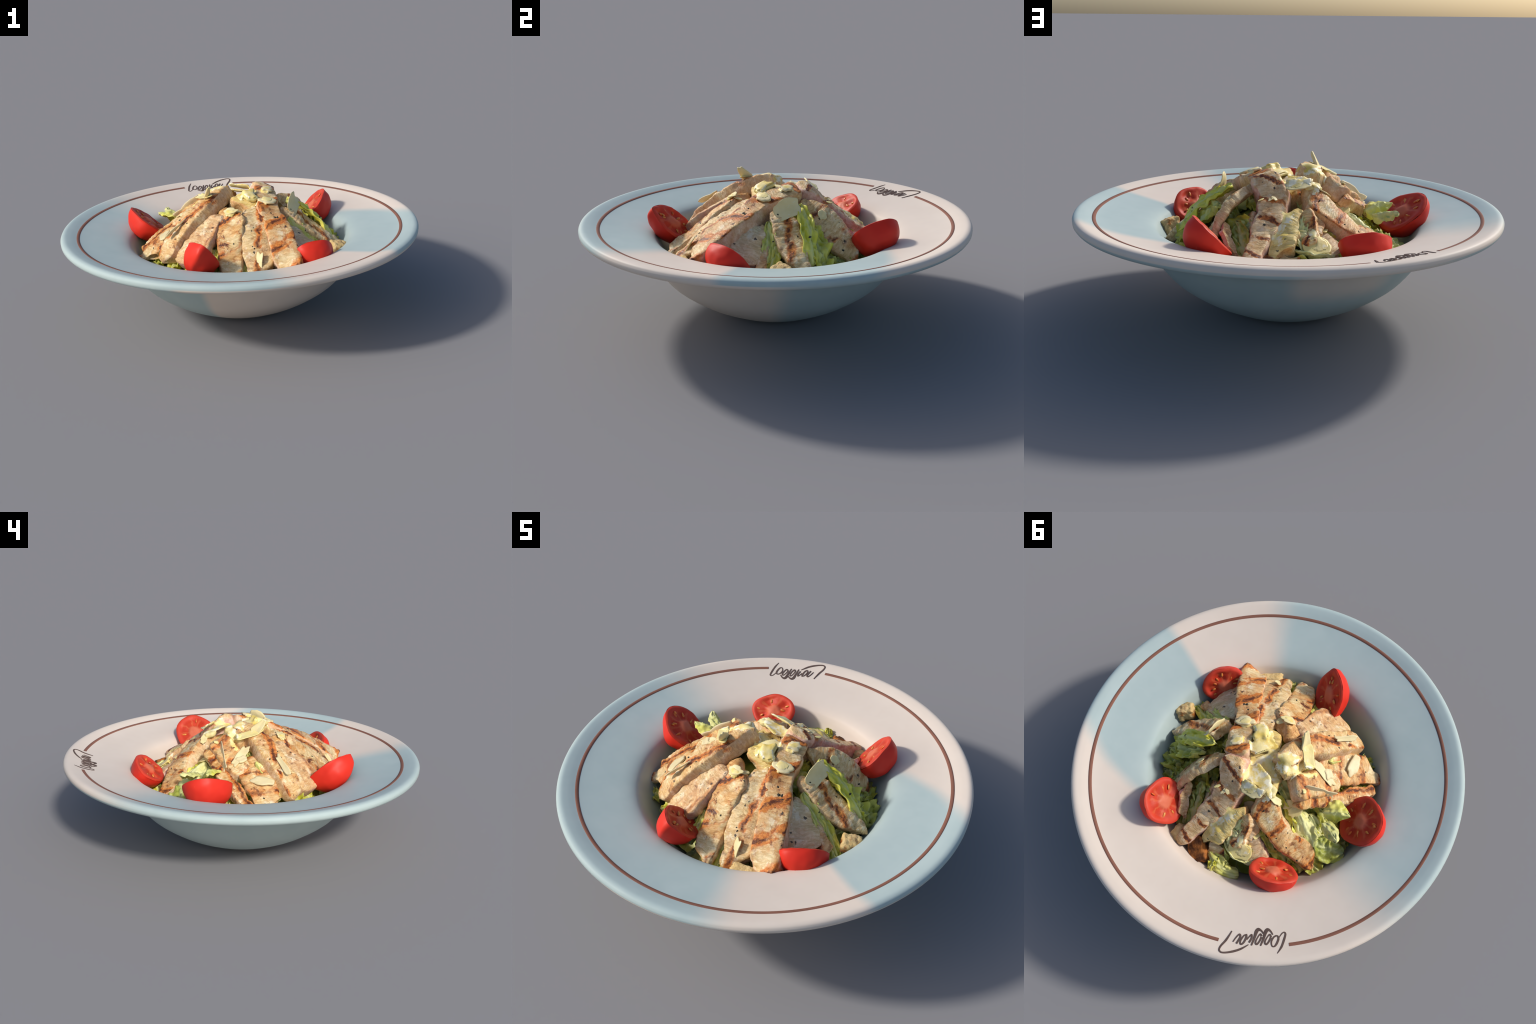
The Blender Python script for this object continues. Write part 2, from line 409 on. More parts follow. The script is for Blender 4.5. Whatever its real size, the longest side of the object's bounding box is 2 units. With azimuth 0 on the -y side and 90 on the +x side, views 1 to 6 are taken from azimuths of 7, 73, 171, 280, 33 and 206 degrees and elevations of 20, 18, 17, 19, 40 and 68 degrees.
    add_mesh("script_lettering", V, F, INK, frame, root, shade=False)
build_bowl()

# ------------------------------------------------------------------ chicken
SECTION = []
for sx, sz, ex, ez in ((1, -1, 1, 1), (1, 1, -1, 1), (-1, 1, -1, -1), (-1, -1, 1, -1)):
    for f in ((.02, .08, .2, .4, .6, .8, .92, .98) if sx == ex else (.02, .06, .13, .25, .38, .5, .62, .75, .87, .94, .98)):
        SECTION.append((sx + (ex - sx) * f, sz + (ez - sz) * f))
def strip(pts, width, thick, roll=0, taper=(.5, .5), square=9, pink=.3, grill=(20, .09, .1, .8), dressing=.1, browning=.5, seed=0,
          lump=.006, bar=1.0, name="chicken_strip", label="grilled chicken breast strip with char marks", up=None, drape=True, mat=None):
    n, m = 54, len(SECTION)
    rg2 = random.Random(int(seed * 53)); skew = rg2.uniform(-.7, .7); hip = rg2.uniform(-1, 1)
    C = catmull(pts, n)
    T = np.gradient(C, axis=0); T /= np.linalg.norm(T, axis=1)[:, None]
    W = np.interp(np.linspace(0, 1, n), np.linspace(0, 1, len(np.atleast_1d(width))), np.atleast_1d(width)) if np.ndim(width) else np.full(n, width)
    H = np.interp(np.linspace(0, 1, n), np.linspace(0, 1, len(np.atleast_1d(thick))), np.atleast_1d(thick)) if np.ndim(thick) else np.full(n, thick)
    rolls = lerp_list(roll, n)
    L = np.sum(np.linalg.norm(np.diff(C, axis=0), axis=1))
    V = []; ns = []
    for i in range(n):
        c = C[i]
        nn = v3(up) if up is not None else heap_normal(c[0], c[1])
        nn = unit(nn - np.dot(nn, T[i]) * T[i]); b = np.cross(T[i], nn)
        a = math.radians(rolls[i])
        n2 = nn * math.cos(a) + b * math.sin(a); b2 = np.cross(T[i], n2)
        ns.append(n2)
        s = i / (n - 1)
        # blunt or tapering ends
        def endf(d, tp):
            e = .5 * min(W[i], H[i]) / L * (.5 + 1.2 * tp)
            q = min(1, max(0, d / e))
            return (1 - (1 - q) ** 2) ** .5
        f = min(endf(s + .004, taper[0]), endf(1 - s + .004, taper[1]))
        fw = f ** (.6 + taper[0 if s < .5 else 1] * .5)
        for j in range(m):
            cx, cz = SECTION[j]
            th = math.atan2(cz, cx); k0 = max(abs(cx), abs(cz))
            # rounded rectangle with crisp corners
            rr = (abs(cx / k0) ** square + abs(cz / k0) ** square) ** (-1 / square) * 2 ** (.55 / square)
            px, pz = cx / k0 * rr, cz / k0 * rr
            px *= 1 + .17 * nz((s * 3.2, math.copysign(2, px), seed), 1) + .09 * nz((s * 9, math.copysign(2, px), seed + 4), 1) - (.10 * max(pz, 0) if hip > 0 else .10 * max(-pz, 0))
            pz *= 1 + .12 * nz((s * 4, 7, seed), 1) * (1 if pz > 0 else .4)
            p = c + T[i] * (px * W[i] * .5 * skew * (abs(2 * s - 1) ** 3)) - n2 * H[i] * .5 + b2 * px * W[i] * .5 * fw + n2 * pz * H[i] * .5 * (.35 + .65 * f)
            out = unit(b2 * px ** 3 + n2 * pz ** 3)
            crease = max(0, 1 - 5 * abs(nz(p, 7, seed + 8))) ** 2 + .6 * max(0, 1 - 6 * abs(nz(p, 15, seed + 9))) ** 2
            d = -.007 * crease + lump * 1.8 * nz(p, 9, seed + 1) + lump * .8 * nz(p, 24, seed + 2)
            q = np.array([s * L, px * W[i] * .5, pz * .02])
            d += .0022 * nz((q[0] * 85, q[1] * 18, q[2] * 30), 1, seed + 3) + .0012 * nz(p, 60, seed + 5)
            p = p + out * d + b2 * lump * 1.2 * nz((s * 5, seed, 0), 1)
            V.append(p)
    F = []
    for i in range(n - 1):
        for j in range(m):
            k = (j + 1) % m
            F.append((i * m + j, i * m + k, (i + 1) * m + k, (i + 1) * m + j))
    F.append(tuple(range(m))[::-1]); F.append(tuple((n - 1) * m + j for j in range(m)))
    F = [f[::-1] for f in F]
    ctr = np.mean(V, axis=0)
    fr = frame_of(ctr, C[-1] - C[0], np.mean(ns, axis=0))
    ob = add_mesh(name, V, F, mat or CHICKEN, fr, drape=drape, label=label, category="chicken")
    ob["half_width"] = float(np.mean(W) / 2); ob["bar_width"] = float(bar); ob["pink"] = float(pink); ob["dressing"] = float(dressing); ob["browning"] = float(browning)
    ob["grill_angle"] = math.radians(grill[0]); ob["grill_spacing"] = float(grill[1]); ob["grill_phase"] = float(grill[2]); ob["grill_strength"] = float(grill[3])
    return ob

STRIPS = [
    # left front: long strip running from the peak, and its neighbours
    dict(pts=[(-.092, .025, .702), (-.148, -.09, .675), (-.235, -.20, .607), (-.31, -.288, .522), (-.375, -.378, .40)], width=[.10, .12, .13, .125, .11], thick=[.10, .09, .085, .08, .06], roll=[4, 0, -4, -4], taper=(.1, .5), grill=(72, .15, .40, 1.2), pink=.45, browning=.5, dressing=.15),
    dict(pts=[(-.30, -.085, .535), (-.40, -.18, .465), (-.505, -.255, .375)], width=[.15, .17, .16], thick=.05, roll=0, grill=(-12, .13, .1, .7), browning=.6, pink=.2),
    dict(pts=[(-.215, .105, .645), (-.29, .0, .575), (-.355, -.095, .505)], width=[.13, .14, .12], thick=.09, roll=-8, taper=(.1, .3), grill=(15, .12, .3, .8), browning=.6, pink=.5, dressing=.3),
    dict(pts=[(-.24, .15, .585), (-.31, .095, .545), (-.375, .045, .505)], width=.07, thick=.06, grill=(10, .09, .6, 1), browning=.9),
    dict(pts=[(-.365, .05, .51), (-.45, -.05, .455), (-.545, -.155, .38)], width=[.07, .085, .06], thick=.055, roll=-10, grill=(80, .1, .3, .9), browning=.9, pink=.5),
    # front
    dict(pts=[(-.10, -.19, .602), (-.145, -.28, .553), (-.195, -.365, .485), (-.245, -.45, .41)], width=[.10, .145, .17, .15], thick=.075, roll=5, grill=(80, .2, .1, .35), pink=1.1, browning=.4),
    dict(pts=[(-.035, -.175, .632), (-.022, -.28, .574), (-.003, -.38, .502), (.014, -.48, .436), (.03, -.58, .375)], width=[.14, .165, .14, .12, .09], thick=.085, roll=[14, 8, -4], taper=(.5, .4), grill=(35, .17, .25, 1), bar=1.2, browning=.9, pink=.35, dressing=.2),
    dict(pts=[(.062, -.12, .63), (.097, -.215, .603), (.124, -.33, .543), (.15, -.43, .475), (.185, -.54, .39)], width=[.06, .11, .145, .155, .14], thick=.085, roll=13, taper=(.9, .4), grill=(78, .14, .32, 1.1), browning=.35, pink=.25, dressing=.2),
    dict(pts=[(.138, .082, .685), (.155, 0, .668), (.18, -.12, .643), (.215, -.22, .595), (.258, -.34, .54), (.302, -.48, .453), (.315, -.54, .39)], width=[.115, .115, .115, .12, .135, .14, .12], thick=[.09, .1, .11, .12, .135, .12, .09], roll=[5, 8, 12, 14, 14], taper=(.3, .2), grill=(30, .15, .33, 1.5), bar=1.5, browning=.55, pink=.75, dressing=.15),
    dict(pts=[(.275, -.16, .55), (.345, -.235, .49), (.43, -.325, .40)], width=[.06, .14, .18], thick=.06, roll=-8, taper=(.8, .3), grill=(80, .3, .0, .1), pink=1.3, browning=.1, dressing=0),
    # right
    dict(pts=[(.285, -.06, .60), (.36, -.055, .54), (.45, -.05, .465), (.575, -.035, .38)], width=[.10, .13, .12, .06], thick=[.06, .07, .07, .05], roll=8, grill=(75, .17, .55, .8), pink=.2, browning=.3, dressing=.25),
    dict(pts=[(.215, .07, .605), (.28, .125, .58), (.34, .165, .525), (.39, .215, .455), (.44, .285, .375)], width=[.09, .12, .14, .14, .10], thick=.04, roll=[25, 35, 40, 38], taper=(.4, .5), grill=(-10, .15, .12, 1.3), browning=.4, pink=.2, dressing=.35),
    # back
    dict(pts=[(.14, .095, .698), (.112, .20, .632), (.13, .30, .548), (.18, .39, .477), (.26, .535, .39)], width=[.13, .135, .14, .115, .07], thick=[.13, .14, .13, .11, .07], roll=[0, -6, -10, -8], taper=(.25, .7), grill=(-14, .105, .25, 1.3), bar=.55, browning=.3, pink=1.1, dressing=.0),
    dict(pts=[(-.045, .22, .617), (-.16, .288, .535), (-.235, .314, .480), (-.284, .324, .452), (-.36, .335, .408), (-.415, .345, .37)], width=[.15, .13, .12, .12, .11, .08], thick=[.09, .10, .10, .08], roll=[0, -2, -4], taper=(.25, .5), grill=(10, .125, .15, 1.3), bar=1.1, browning=.6, pink=.35),
    dict(pts=[(.03, .29, .555), (.075, .37, .495), (.13, .47, .415)], width=[.10, .13, .11], thick=.075, roll=6, grill=(70, .13, .4, .8), browning=.7, pink=.1, dressing=.9, lump=.010),
    dict(pts=[(-.03, .36, .475), (-.10, .42, .43), (-.17, .46, .39)], width=[.09, .14, .12], thick=.06, pink=1.2, grill=(0, .2, 0, .0), browning=.1, dressing=.1),
    # crown
    dict(pts=[(.065, -.15, .618), (.045, -.07, .655), (.01, .01, .63), (-.03, .09, .606), (-.065, .18, .585)], width=[.13, .17, .16, .15, .11], thick=.085, grill=(70, .14, .2, .9), dressing=.9, browning=.7, lump=.011, pink=.1),
    dict(pts=[(-.06, .03, .662), (-.12, .012, .676), (-.205, -.005, .635)], width=[.12, .14, .11], thick=.10, grill=(40, .13, .2, .4), dressing=.8, browning=.5, lump=.010, pink=.1),
    # scraps wedged between the back pieces
    dict(pts=[(-.02, .30, .56), (-.03, .37, .50), (-.02, .45, .44)], width=[.06, .08, .06], thick=.05, roll=25, pink=.2, browning=.6, dressing=.5, grill=(60, .1, .3, 1)),
    dict(pts=[(.075, .45, .40), (.055, .50, .37), (.04, .54, .335)], width=[.08, .10, .07], thick=.05, pink=.1, browning=.9, dressing=.3, grill=(40, .1, .3, 1)),
    dict(pts=[(.20, .20, .53), (.225, .28, .465), (.235, .37, .40)], width=[.035, .05, .04], thick=.03, roll=30, pink=.6, browning=.4, grill=(40, .1, .3, .5)),
    dict(pts=[(-.12, .25, .545), (-.08, .33, .505), (-.05, .40, .46)], width=[.05, .06, .05], thick=.04, pink=.5, browning=.3, dressing=.5, grill=(40, .1, .3, .3)),
    dict(pts=[(.36, -.165, .475), (.43, -.195, .435), (.50, -.24, .375)], width=[.035, .05, .05], thick=.04, pink=.8, browning=.4, grill=(40, .1, .3, .3)),
    # thin peach sliver by the right tomato
    dict(pts=[(.315, .24, .50), (.315, .31, .465), (.29, .40, .40)], width=[.03, .06, .05], thick=.028, roll=-60, pink=.9, grill=(0, .2, 0, 0), browning=.4),
]
for i, s in enumerate(STRIPS):      # each piece keeps its own marks, width and lie
    strip(seed=i * 3.1 + 1, **s)

# ------------------------------------------------------------------ tomatoes
def tomato(c, nrm, axis, a, b, h, nseed, seed, pinch=.0):
    c, nrm = v3(c), unit(nrm)
    fr = frame_of(c, v3(axis), nrm)
    R = np.array(fr)[:3, :3]; X, Y, Z = R[:, 0], R[:, 1], R[:, 2]
    root = add_empty("tomato_wedge", fr, "cut red tomato piece with seeds", "tomato")
    n, m = 64, 26
    def rimpt(th):
        e = 1 + .035 * math.cos(2 * th + seed) + .03 * math.sin(3 * th + seed * 2) + .02 * math.sin(5 * th + seed)
        x, y = math.cos(th), math.sin(th)
        y *= (1 - pinch * x * .5 - pinch * .35 * x * x)
        return x * a * e, y * b * e
    V = []; F = []
    for i in range(m + 1):
        ph = i / m * math.pi / 2
        s, d = math.cos(ph) ** .85, math.sin(ph)
        for j in range(n):
            x, y = rimpt(2 * math.pi * j / n)
            p = c + X * x * s + Y * y * s - Z * d * h
            dr = .007 * nz(p, 9, seed) + .003 * nz(p, 25, seed + 4)
            if i == 0: dr *= .3
            V.append(p + unit(X * x * s / a + Y * y * s / b - Z * d + 1e-6) * dr)
    for i in range(m):
        for j in range(n):
            k = (j + 1) % n
            F.append((i * n + j, i * n + k, (i + 1) * n + k, (i + 1) * n + j))
    F = [f[::-1] for f in F]
    for q in (WORLD_MESHES,): q.append((np.array(V), F))
    add_mesh("skin", V, F, SKIN, fr, root)
    # cut face, slightly hollow over the seed chambers
    V = []; F = []; k2 = 22
    for i in range(k2 + 1):
        f = 1 - i / k2
        for j in range(n):
            th = 2 * math.pi * j / n
            x, y = rimpt(th); ff = f
            dip = smooth(f, .88, .68) * smooth(f, .2, .42) * (.55 + .45 * math.sin(4 * th + seed))
            hgt = .0055 * smooth(f, 1.0, .93) - .010 * dip + .0035 * nz((x * f, y * f, seed), 28) + .006 * smooth(f, .4, 0)
            V.append(c + X * x * ff * .995 + Y * y * ff * .995 + Z * hgt)
    for i in range(k2):
        for j in range(n):
            k = (j + 1) % n
            F.append((i * n + j, i * n + k, (i + 1) * n + k, (i + 1) * n + j))
    fl = add_mesh("flesh", V, F, FLESH, fr, root)
    fl["half_long"] = float(a); fl["half_wide"] = float(b)
    WORLD_MESHES.append((np.array(V), F))
    # seeds
    rg = random.Random(int(seed * 100))
    sm = seed_mesh()
    for s in range(nseed):
        th = 2 * math.pi * (s + rg.uniform(-.6, .6)) / nseed
        f = rg.uniform(.46, .70)
        x, y = rimpt(th)
        p = c + X * x * f + Y * y * f + Z * (.0005 + rg.uniform(-.002, .002))
        ob = bpy.data.objects.new("seed", sm); col.objects.link(ob); ob.parent = root
        d = unit(X * x + Y * y + rg.uniform(-.3, .3) * (X * -y + Y * x))
        M = frame_of(p, d, Z + .3 * rg.uniform(-1, 1) * X) @ Matrix.Diagonal((rg.uniform(.8, 1.25), rg.uniform(.8, 1.2), 1, 1))
        ob.matrix_basis = fr.inverted() @ M
_seed = []
def seed_mesh():
    if _seed: return _seed[0]
    V = []; F = []; n, m = 12, 8
    for i in range(m + 1):
        ph = math.pi * i / m
        for j in range(n):
            th = 2 * math.pi * j / n
            V.append((.0125 * math.cos(ph), .0058 * math.sin(ph) * math.cos(th) * (1 - .25 * math.cos(ph)), .004 * math.sin(ph) * math.sin(th)))
    for i in range(m):
        for j in range(n):
            k = (j + 1) % n
            F.append((i * n + j, (i + 1) * n + j, (i + 1) * n + k, i * n + k))
    me = bpy.data.meshes.new("seed"); me.from_pydata(V, [], F); me.update()
    me.polygons.foreach_set("use_smooth", [True] * len(me.polygons)); me.materials.append(SEED)
    _seed.append(me); return me

tomato((.420, -.352, .432), (-.41, .72, .56), (.19, .143, -.045), .118, .108, .10, 11, 1.3)         # front right
tomato((-.120, -.512, .478), (.50, .58, .62), (.08, -.185, .185), .145, .095, .115, 12, 2.1, .4)   # front left
tomato((.392, .385, .484), (-.72, -.12, .68), (.144, .135, .13), .125, .115, .115, 5, 3.7)           # right
tomato((-.542, .072, .480), (.57, .20, .77), (.097, -.25, -.01), .132, .125, .115, 14, 4.2)          # left
tomato((-.250, .474, .452), (.05, -.60, .76), (1, .15, .0), .118, .10, .105, 7, 5.6)                # back

# ------------------------------------------------------------------ lettuce
def leaf(pts, width, up=None, roll=0, cup=.0, ruffle=.012, pale=.1, lime=.2, seed=0, thick=.006, name="lettuce_leaf", rib=False, drape=True, fold=0, jag=.12):
    n, m = 34, 22
    C = catmull(pts, n)
    T = np.gradient(C, axis=0); T /= np.linalg.norm(T, axis=1)[:, None] + 1e-9
    W = lerp_list(width, n); rolls = lerp_list(roll, n)
    topv = []; botv = []; ns = []
    for i in range(n):
        c = C[i]; s = i / (n - 1)
        nn = v3(up) if up is not None else heap_normal(c[0], c[1])
        nn = unit(nn - np.dot(nn, T[i]) * T[i]); b = np.cross(T[i], nn)
        a = math.radians(rolls[i]); n2 = nn * math.cos(a) + b * math.sin(a); b2 = np.cross(T[i], n2)
        ns.append(n2)
        endf = (max(0, 1 - abs(2 * s - 1) ** 5)) ** .5 * .85 + .15
        for j in range(m):
            q = 2 * j / (m - 1) - 1
            w = W[i] * .5 * endf * (1 + jag * nz((s * 9, math.copysign(1, q) * 3, seed), 1) + jag * .6 * nz((s * 26, math.copysign(1, q) * 3, seed + 2), 1))
            h = cup * W[i] * q * q - fold * W[i] * abs(q)
            edge = abs(q) ** 2
            p = c + b2 * q * w
            rf = ruffle * (.55 + edge) * (1.3 * nz((s * 6, q * 2.2, seed), 1) + .45 * nz((s * 12, q * 4.0, seed + 5), 1)) + ruffle * 2.0 * (.3 - abs(nz((s * 4.5 + q, q * 2.5, seed + 7), 1))) + .0012 * nz((s * 30, q * 12, seed + 3), 1)
            ribh = (.006 * math.exp(-(q / .16) ** 2)) if rib else 0
            p = p + n2 * (h + rf)
            tt = thick * (1 - .6 * edge)
            topv.append(p + n2 * (ribh)); botv.append(p - n2 * (tt + ribh))
    V = topv + botv; k = n * m; F = []
    for i in range(n - 1):
        for j in range(m - 1):
            a = i * m + j
            F.append((a, a + m, a + m + 1, a + 1)); F.append((k + a, k + a + 1, k + a + m + 1, k + a + m))
    ring = [j for j in range(m)] + [i * m + m - 1 for i in range(1, n)] + [(n - 1) * m + j for j in range(m - 2, -1, -1)] + [i * m for i in range(n - 2, 0, -1)]
    for i in range(len(ring)):
        a, b = ring[i], ring[(i + 1) % len(ring)]
        F.append((a, b, k + b, k + a))
    ctr = np.mean(V, axis=0)
    fr = frame_of(ctr, C[-1] - C[0], np.mean(ns, axis=0))
    ob = add_mesh(name, V, F, LETTUCE, fr, drape=drape, label="crinkled romaine lettuce leaf piece", category="lettuce")
    ob["pale"] = float(pale); ob["lime"] = float(lime); ob["halfwidth"] = float(np.mean(W) / 2)
    return ob

LEAVES = [
    # bright rib with crinkled blade on the right
    dict(pts=[(.268, .045, .62), (.35, .04, .585), (.44, .03, .515), (.525, .015, .395)], width=[.05, .085, .09, .08], roll=-10, lime=1, pale=.1, rib=True, ruffle=.013, thick=.014),
    dict(pts=[(.33, .075, .545), (.42, .075, .465), (.53, .075, .375)], width=[.08, .14, .16], roll=-10, lime=.7, ruffle=.03),
    dict(pts=[(.44, .135, .42), (.50, .12, .395), (.56, .07, .365)], width=[.10, .16, .14], lime=.4, ruffle=.032),
    dict(pts=[(.40, .20, .40), (.47, .19, .37), (.53, .17, .36)], width=[.12, .15, .1], lime=.2, ruffle=.03),
    dict(pts=[(.36, -.105, .505), (.43, -.14, .46), (.53, -.215, .38)], width=[.07, .08, .07], lime=.75, pale=.1, ruffle=.012, roll=15),
    dict(pts=[(.45, -.17, .42), (.50, -.21, .39), (.55, -.25, .36)], width=.1, lime=.3, ruffle=.02),
    # gap between the two back strips and around the right tomato
    dict(pts=[(.265, .21, .50), (.255, .30, .46), (.25, .40, .41)], width=[.10, .12, .1], lime=.15, pale=.1, ruffle=.014, roll=20),
    dict(pts=[(.21, .25, .48), (.235, .33, .44), (.25, .40, .40)], width=[.06, .09, .08], lime=.1, pale=.45, ruffle=.012),
    # pale head by the left tomato
    dict(pts=[(-.235, .16, .515), (-.318, .222, .448), (-.378, .27, .408)], width=[.09, .12, .11], pale=.75, lime=.9, cup=-.25, ruffle=.012, rib=True),
    dict(pts=[(-.30, .15, .48), (-.36, .19, .435), (-.43, .25, .40)], width=[.10, .12, .11], pale=.6, lime=.5, cup=-.2, ruffle=.015),
    dict(pts=[(-.35, .12, .50), (-.42, .10, .53), (-.49, .09, .525)], width=[.13, .15, .03], lime=.85, pale=.2, up=(-.1, .5, 1), fold=.4, ruffle=.007, jag=.05),
    dict(pts=[(-.37, .165, .49), (-.43, .20, .505), (-.475, .235, .515)], width=[.10, .09, .04], lime=.6, pale=.6, up=(.1, .5, 1), ruffle=.008, fold=.3, jag=.05),
    dict(pts=[(-.37, .24, .44), (-.44, .245, .42), (-.52, .22, .385)], width=[.12, .18, .14], lime=.0, ruffle=.016),
    dict(pts=[(-.33, .30, .40), (-.38, .33, .37), (-.45, .35, .35)], width=.12, lime=.15, ruffle=.016),
    # back
    dict(pts=[(.10, .50, .40), (.04, .54, .41), (-.02, .565, .395), (-.09, .545, .385)], width=[.10, .13, .12, .1], lime=.75, pale=.35, ruffle=.014, cup=-.2),
    dict(pts=[(.05, .575, .425), (.055, .54, .40), (.06, .49, .39)], width=.06, lime=1, ruffle=.015),
    dict(pts=[(.03, .38, .505), (-.03, .425, .47), (-.09, .47, .42)], width=[.08, .12, .11], pale=.75, lime=.8, ruffle=.012, roll=10),
    dict(pts=[(.045, .42, .445), (-.03, .47, .445), (-.13, .475, .435)], width=[.04, .05, .04], pale=.85, lime=.8, ruffle=.008, roll=-45, thick=.01),
    dict(pts=[(-.02, .30, .555), (.0, .36, .51), (.02, .42, .46)], width=[.05, .07, .07], pale=.5, lime=.6, ruffle=.01),
    dict(pts=[(-.14, .47, .40), (-.2, .5, .38), (-.26, .5, .36)], width=.12, lime=.3, ruffle=.02),
    # left
    dict(pts=[(-.28, -.13, .55), (-.33, -.215, .495), (-.41, -.28, .42)], width=[.05, .07, .07], pale=.5, lime=.5, ruffle=.014),
    dict(pts=[(-.40, -.29, .38), (-.45, -.30, .36), (-.49, -.30, .35)], width=.08, lime=.3, ruffle=.02),
    # front gaps
    dict(pts=[(.065, -.40, .465), (.08, -.48, .42), (.092, -.56, .375)], width=[.05, .08, .1], lime=.7, ruffle=.01),
    dict(pts=[(-.09, -.37, .48), (-.085, -.43, .45), (-.09, -.51, .39)], width=[.05, .06, .07], lime=.55, ruffle=.01),
    dict(pts=[(.10, -.55, .385), (.16, -.56, .37), (.22, -.55, .36)], width=.09, lime=.4, pale=.2, ruffle=.016),
    # bits peeking out on the right back of the heap
    dict(pts=[(.285, -.12, .56), (.37, -.15, .51), (.45, -.185, .44)], width=[.07, .09, .08], lime=.6, pale=.2, ruffle=.016),
]
for i, s in enumerate(LEAVES):
    if i not in (0, 1, 8, 10, 11):      # outer leaves lie deep against the wall of the well
        s['pts'] = [(x, y, z - .032 * float(smooth(math.hypot(x, y), .30, .45)) - .008) for x, y, z in s['pts']]
    s['width'] = np.array(s['width']) * (.95 if i in (0, 8) else .8)
    leaf(seed=i * 1.7 + 2, **s)
# leaves packed beneath the visible pieces
rg = random.Random(11)
for i in range(90):
    r = math.sqrt(rg.uniform(.02, .335)); a = rg.uniform(0, 2 * math.pi)
    x, y = r * math.cos(a), r * math.sin(a)
    ta = a + rg.gauss(0, .7); l = rg.uniform(.06, .11)
    pts = []
    for k in (-1, 0, 1):
        px, py = x + k * l * math.cos(ta), y + k * l * math.sin(ta)
        rr = math.hypot(px, py); sc = min(1, .52 / max(rr, 1e-6)); px, py = px * sc, py * sc
        pts.append((px, py, heap(px, py) - .105 + rg.uniform(-.025, .02)))
    leaf(pts, [rg.uniform(.07, .13) for _ in range(3)], roll=rg.uniform(-25, 25), ruffle=.02, lime=rg.choice([.1, .25, .5, .8]), pale=rg.choice([0, 0, .1, .35]), seed=50 + i * 1.3, cup=rg.uniform(-.2, .2))
# chopped salad bed filling the well
V = []; F = []; nr, na = 40, 110
for i in range(nr):
    r = .515 * i / (nr - 1)
    for j in range(na):
        a = 2 * math.pi * j / na
        x, y = r * math.cos(a), r * math.sin(a)
        z = heap(x, y) - .15 + .02 * nz((x, y, 0), 16, 3) * (r > .02)
        z = max(z, rim_z(r) + .008)
        V.append((x, y, z))
for i in range(nr - 1):
    for j in range(na):
        k = (j + 1) % na
        F.append((i * na + j, (i + 1) * na + j, (i + 1) * na + k, i * na + k))
bed = add_mesh("chopped_lettuce_bed", V, F, LETTUCE, drape=True, label="chopped lettuce bed filling the bowl", category="lettuce")
bed["pale"] = 0.0; bed["lime"] = .1; bed["halfwidth"] = .001; bed["kind"] = "stuff"

# ------------------------------------------------------------------ croutons
def crouton(c, size, toast, seed, rot=(0, 0, 0)):
    from mathutils import Euler
    R = np.array(Euler(rot).to_matrix()); n = 12; idx = {}; V = []; F = []
    def vert(p):
        k = tuple(np.round(p, 4))
        if k not in idx:
            q = np.array(p)
            q = q / (np.sum(np.abs(q) ** 7) ** (1 / 7))
            d = 1 + .16 * nz(q, 1.6, seed) + .10 * nz(q, 4, seed + 1) + .05 * nz(q, 9, seed + 2)
            idx[k] = len(V); V.append(v3(c) + R @ (q * d * np.array(size) * .5))
        return idx[k]
    for ax in range(3):
        for sg in (-1, 1):
            for i in range(n):
                for j in range(n):
                    f = []
                    for a, b in ((i, j), (i + 1, j), (i + 1, j + 1), (i, j + 1)):
                        p = np.zeros(3); p[ax] = sg; p[(ax + 1) % 3] = 2 * a / n - 1; p[(ax + 2) % 3] = 2 * b / n - 1
                        f.append(vert(p))
                    F.append(tuple(f if sg > 0 else f[::-1]))
    fr = Matrix.Translation(c) @ Matrix(R.tolist()).to_4x4()
    ob = add_mesh("crouton", V, F, CROUTON, fr, drape=True, label="toasted browned bread crouton cube", category="crouton")
    ob["toast"] = float(toast)
crouton((.558, -.145, .385), (.09, .075, .075), .5, 1, (.3, .2, .5))
crouton((.155, .505, .345), (.13, .09, .07), .85, 2, (.5, .2, 2.2))
crouton((.235, -.535, .355), (.13, .07, .06), .1, 3, (.2, .1, .2))
crouton((.33, -.50, .33), (.07, .06, .06), .5, 4, (.2, .5, .2))
crouton((.28, .47, .36), (.08, .06, .06), .3, 5, (.2, .5, 1.2))

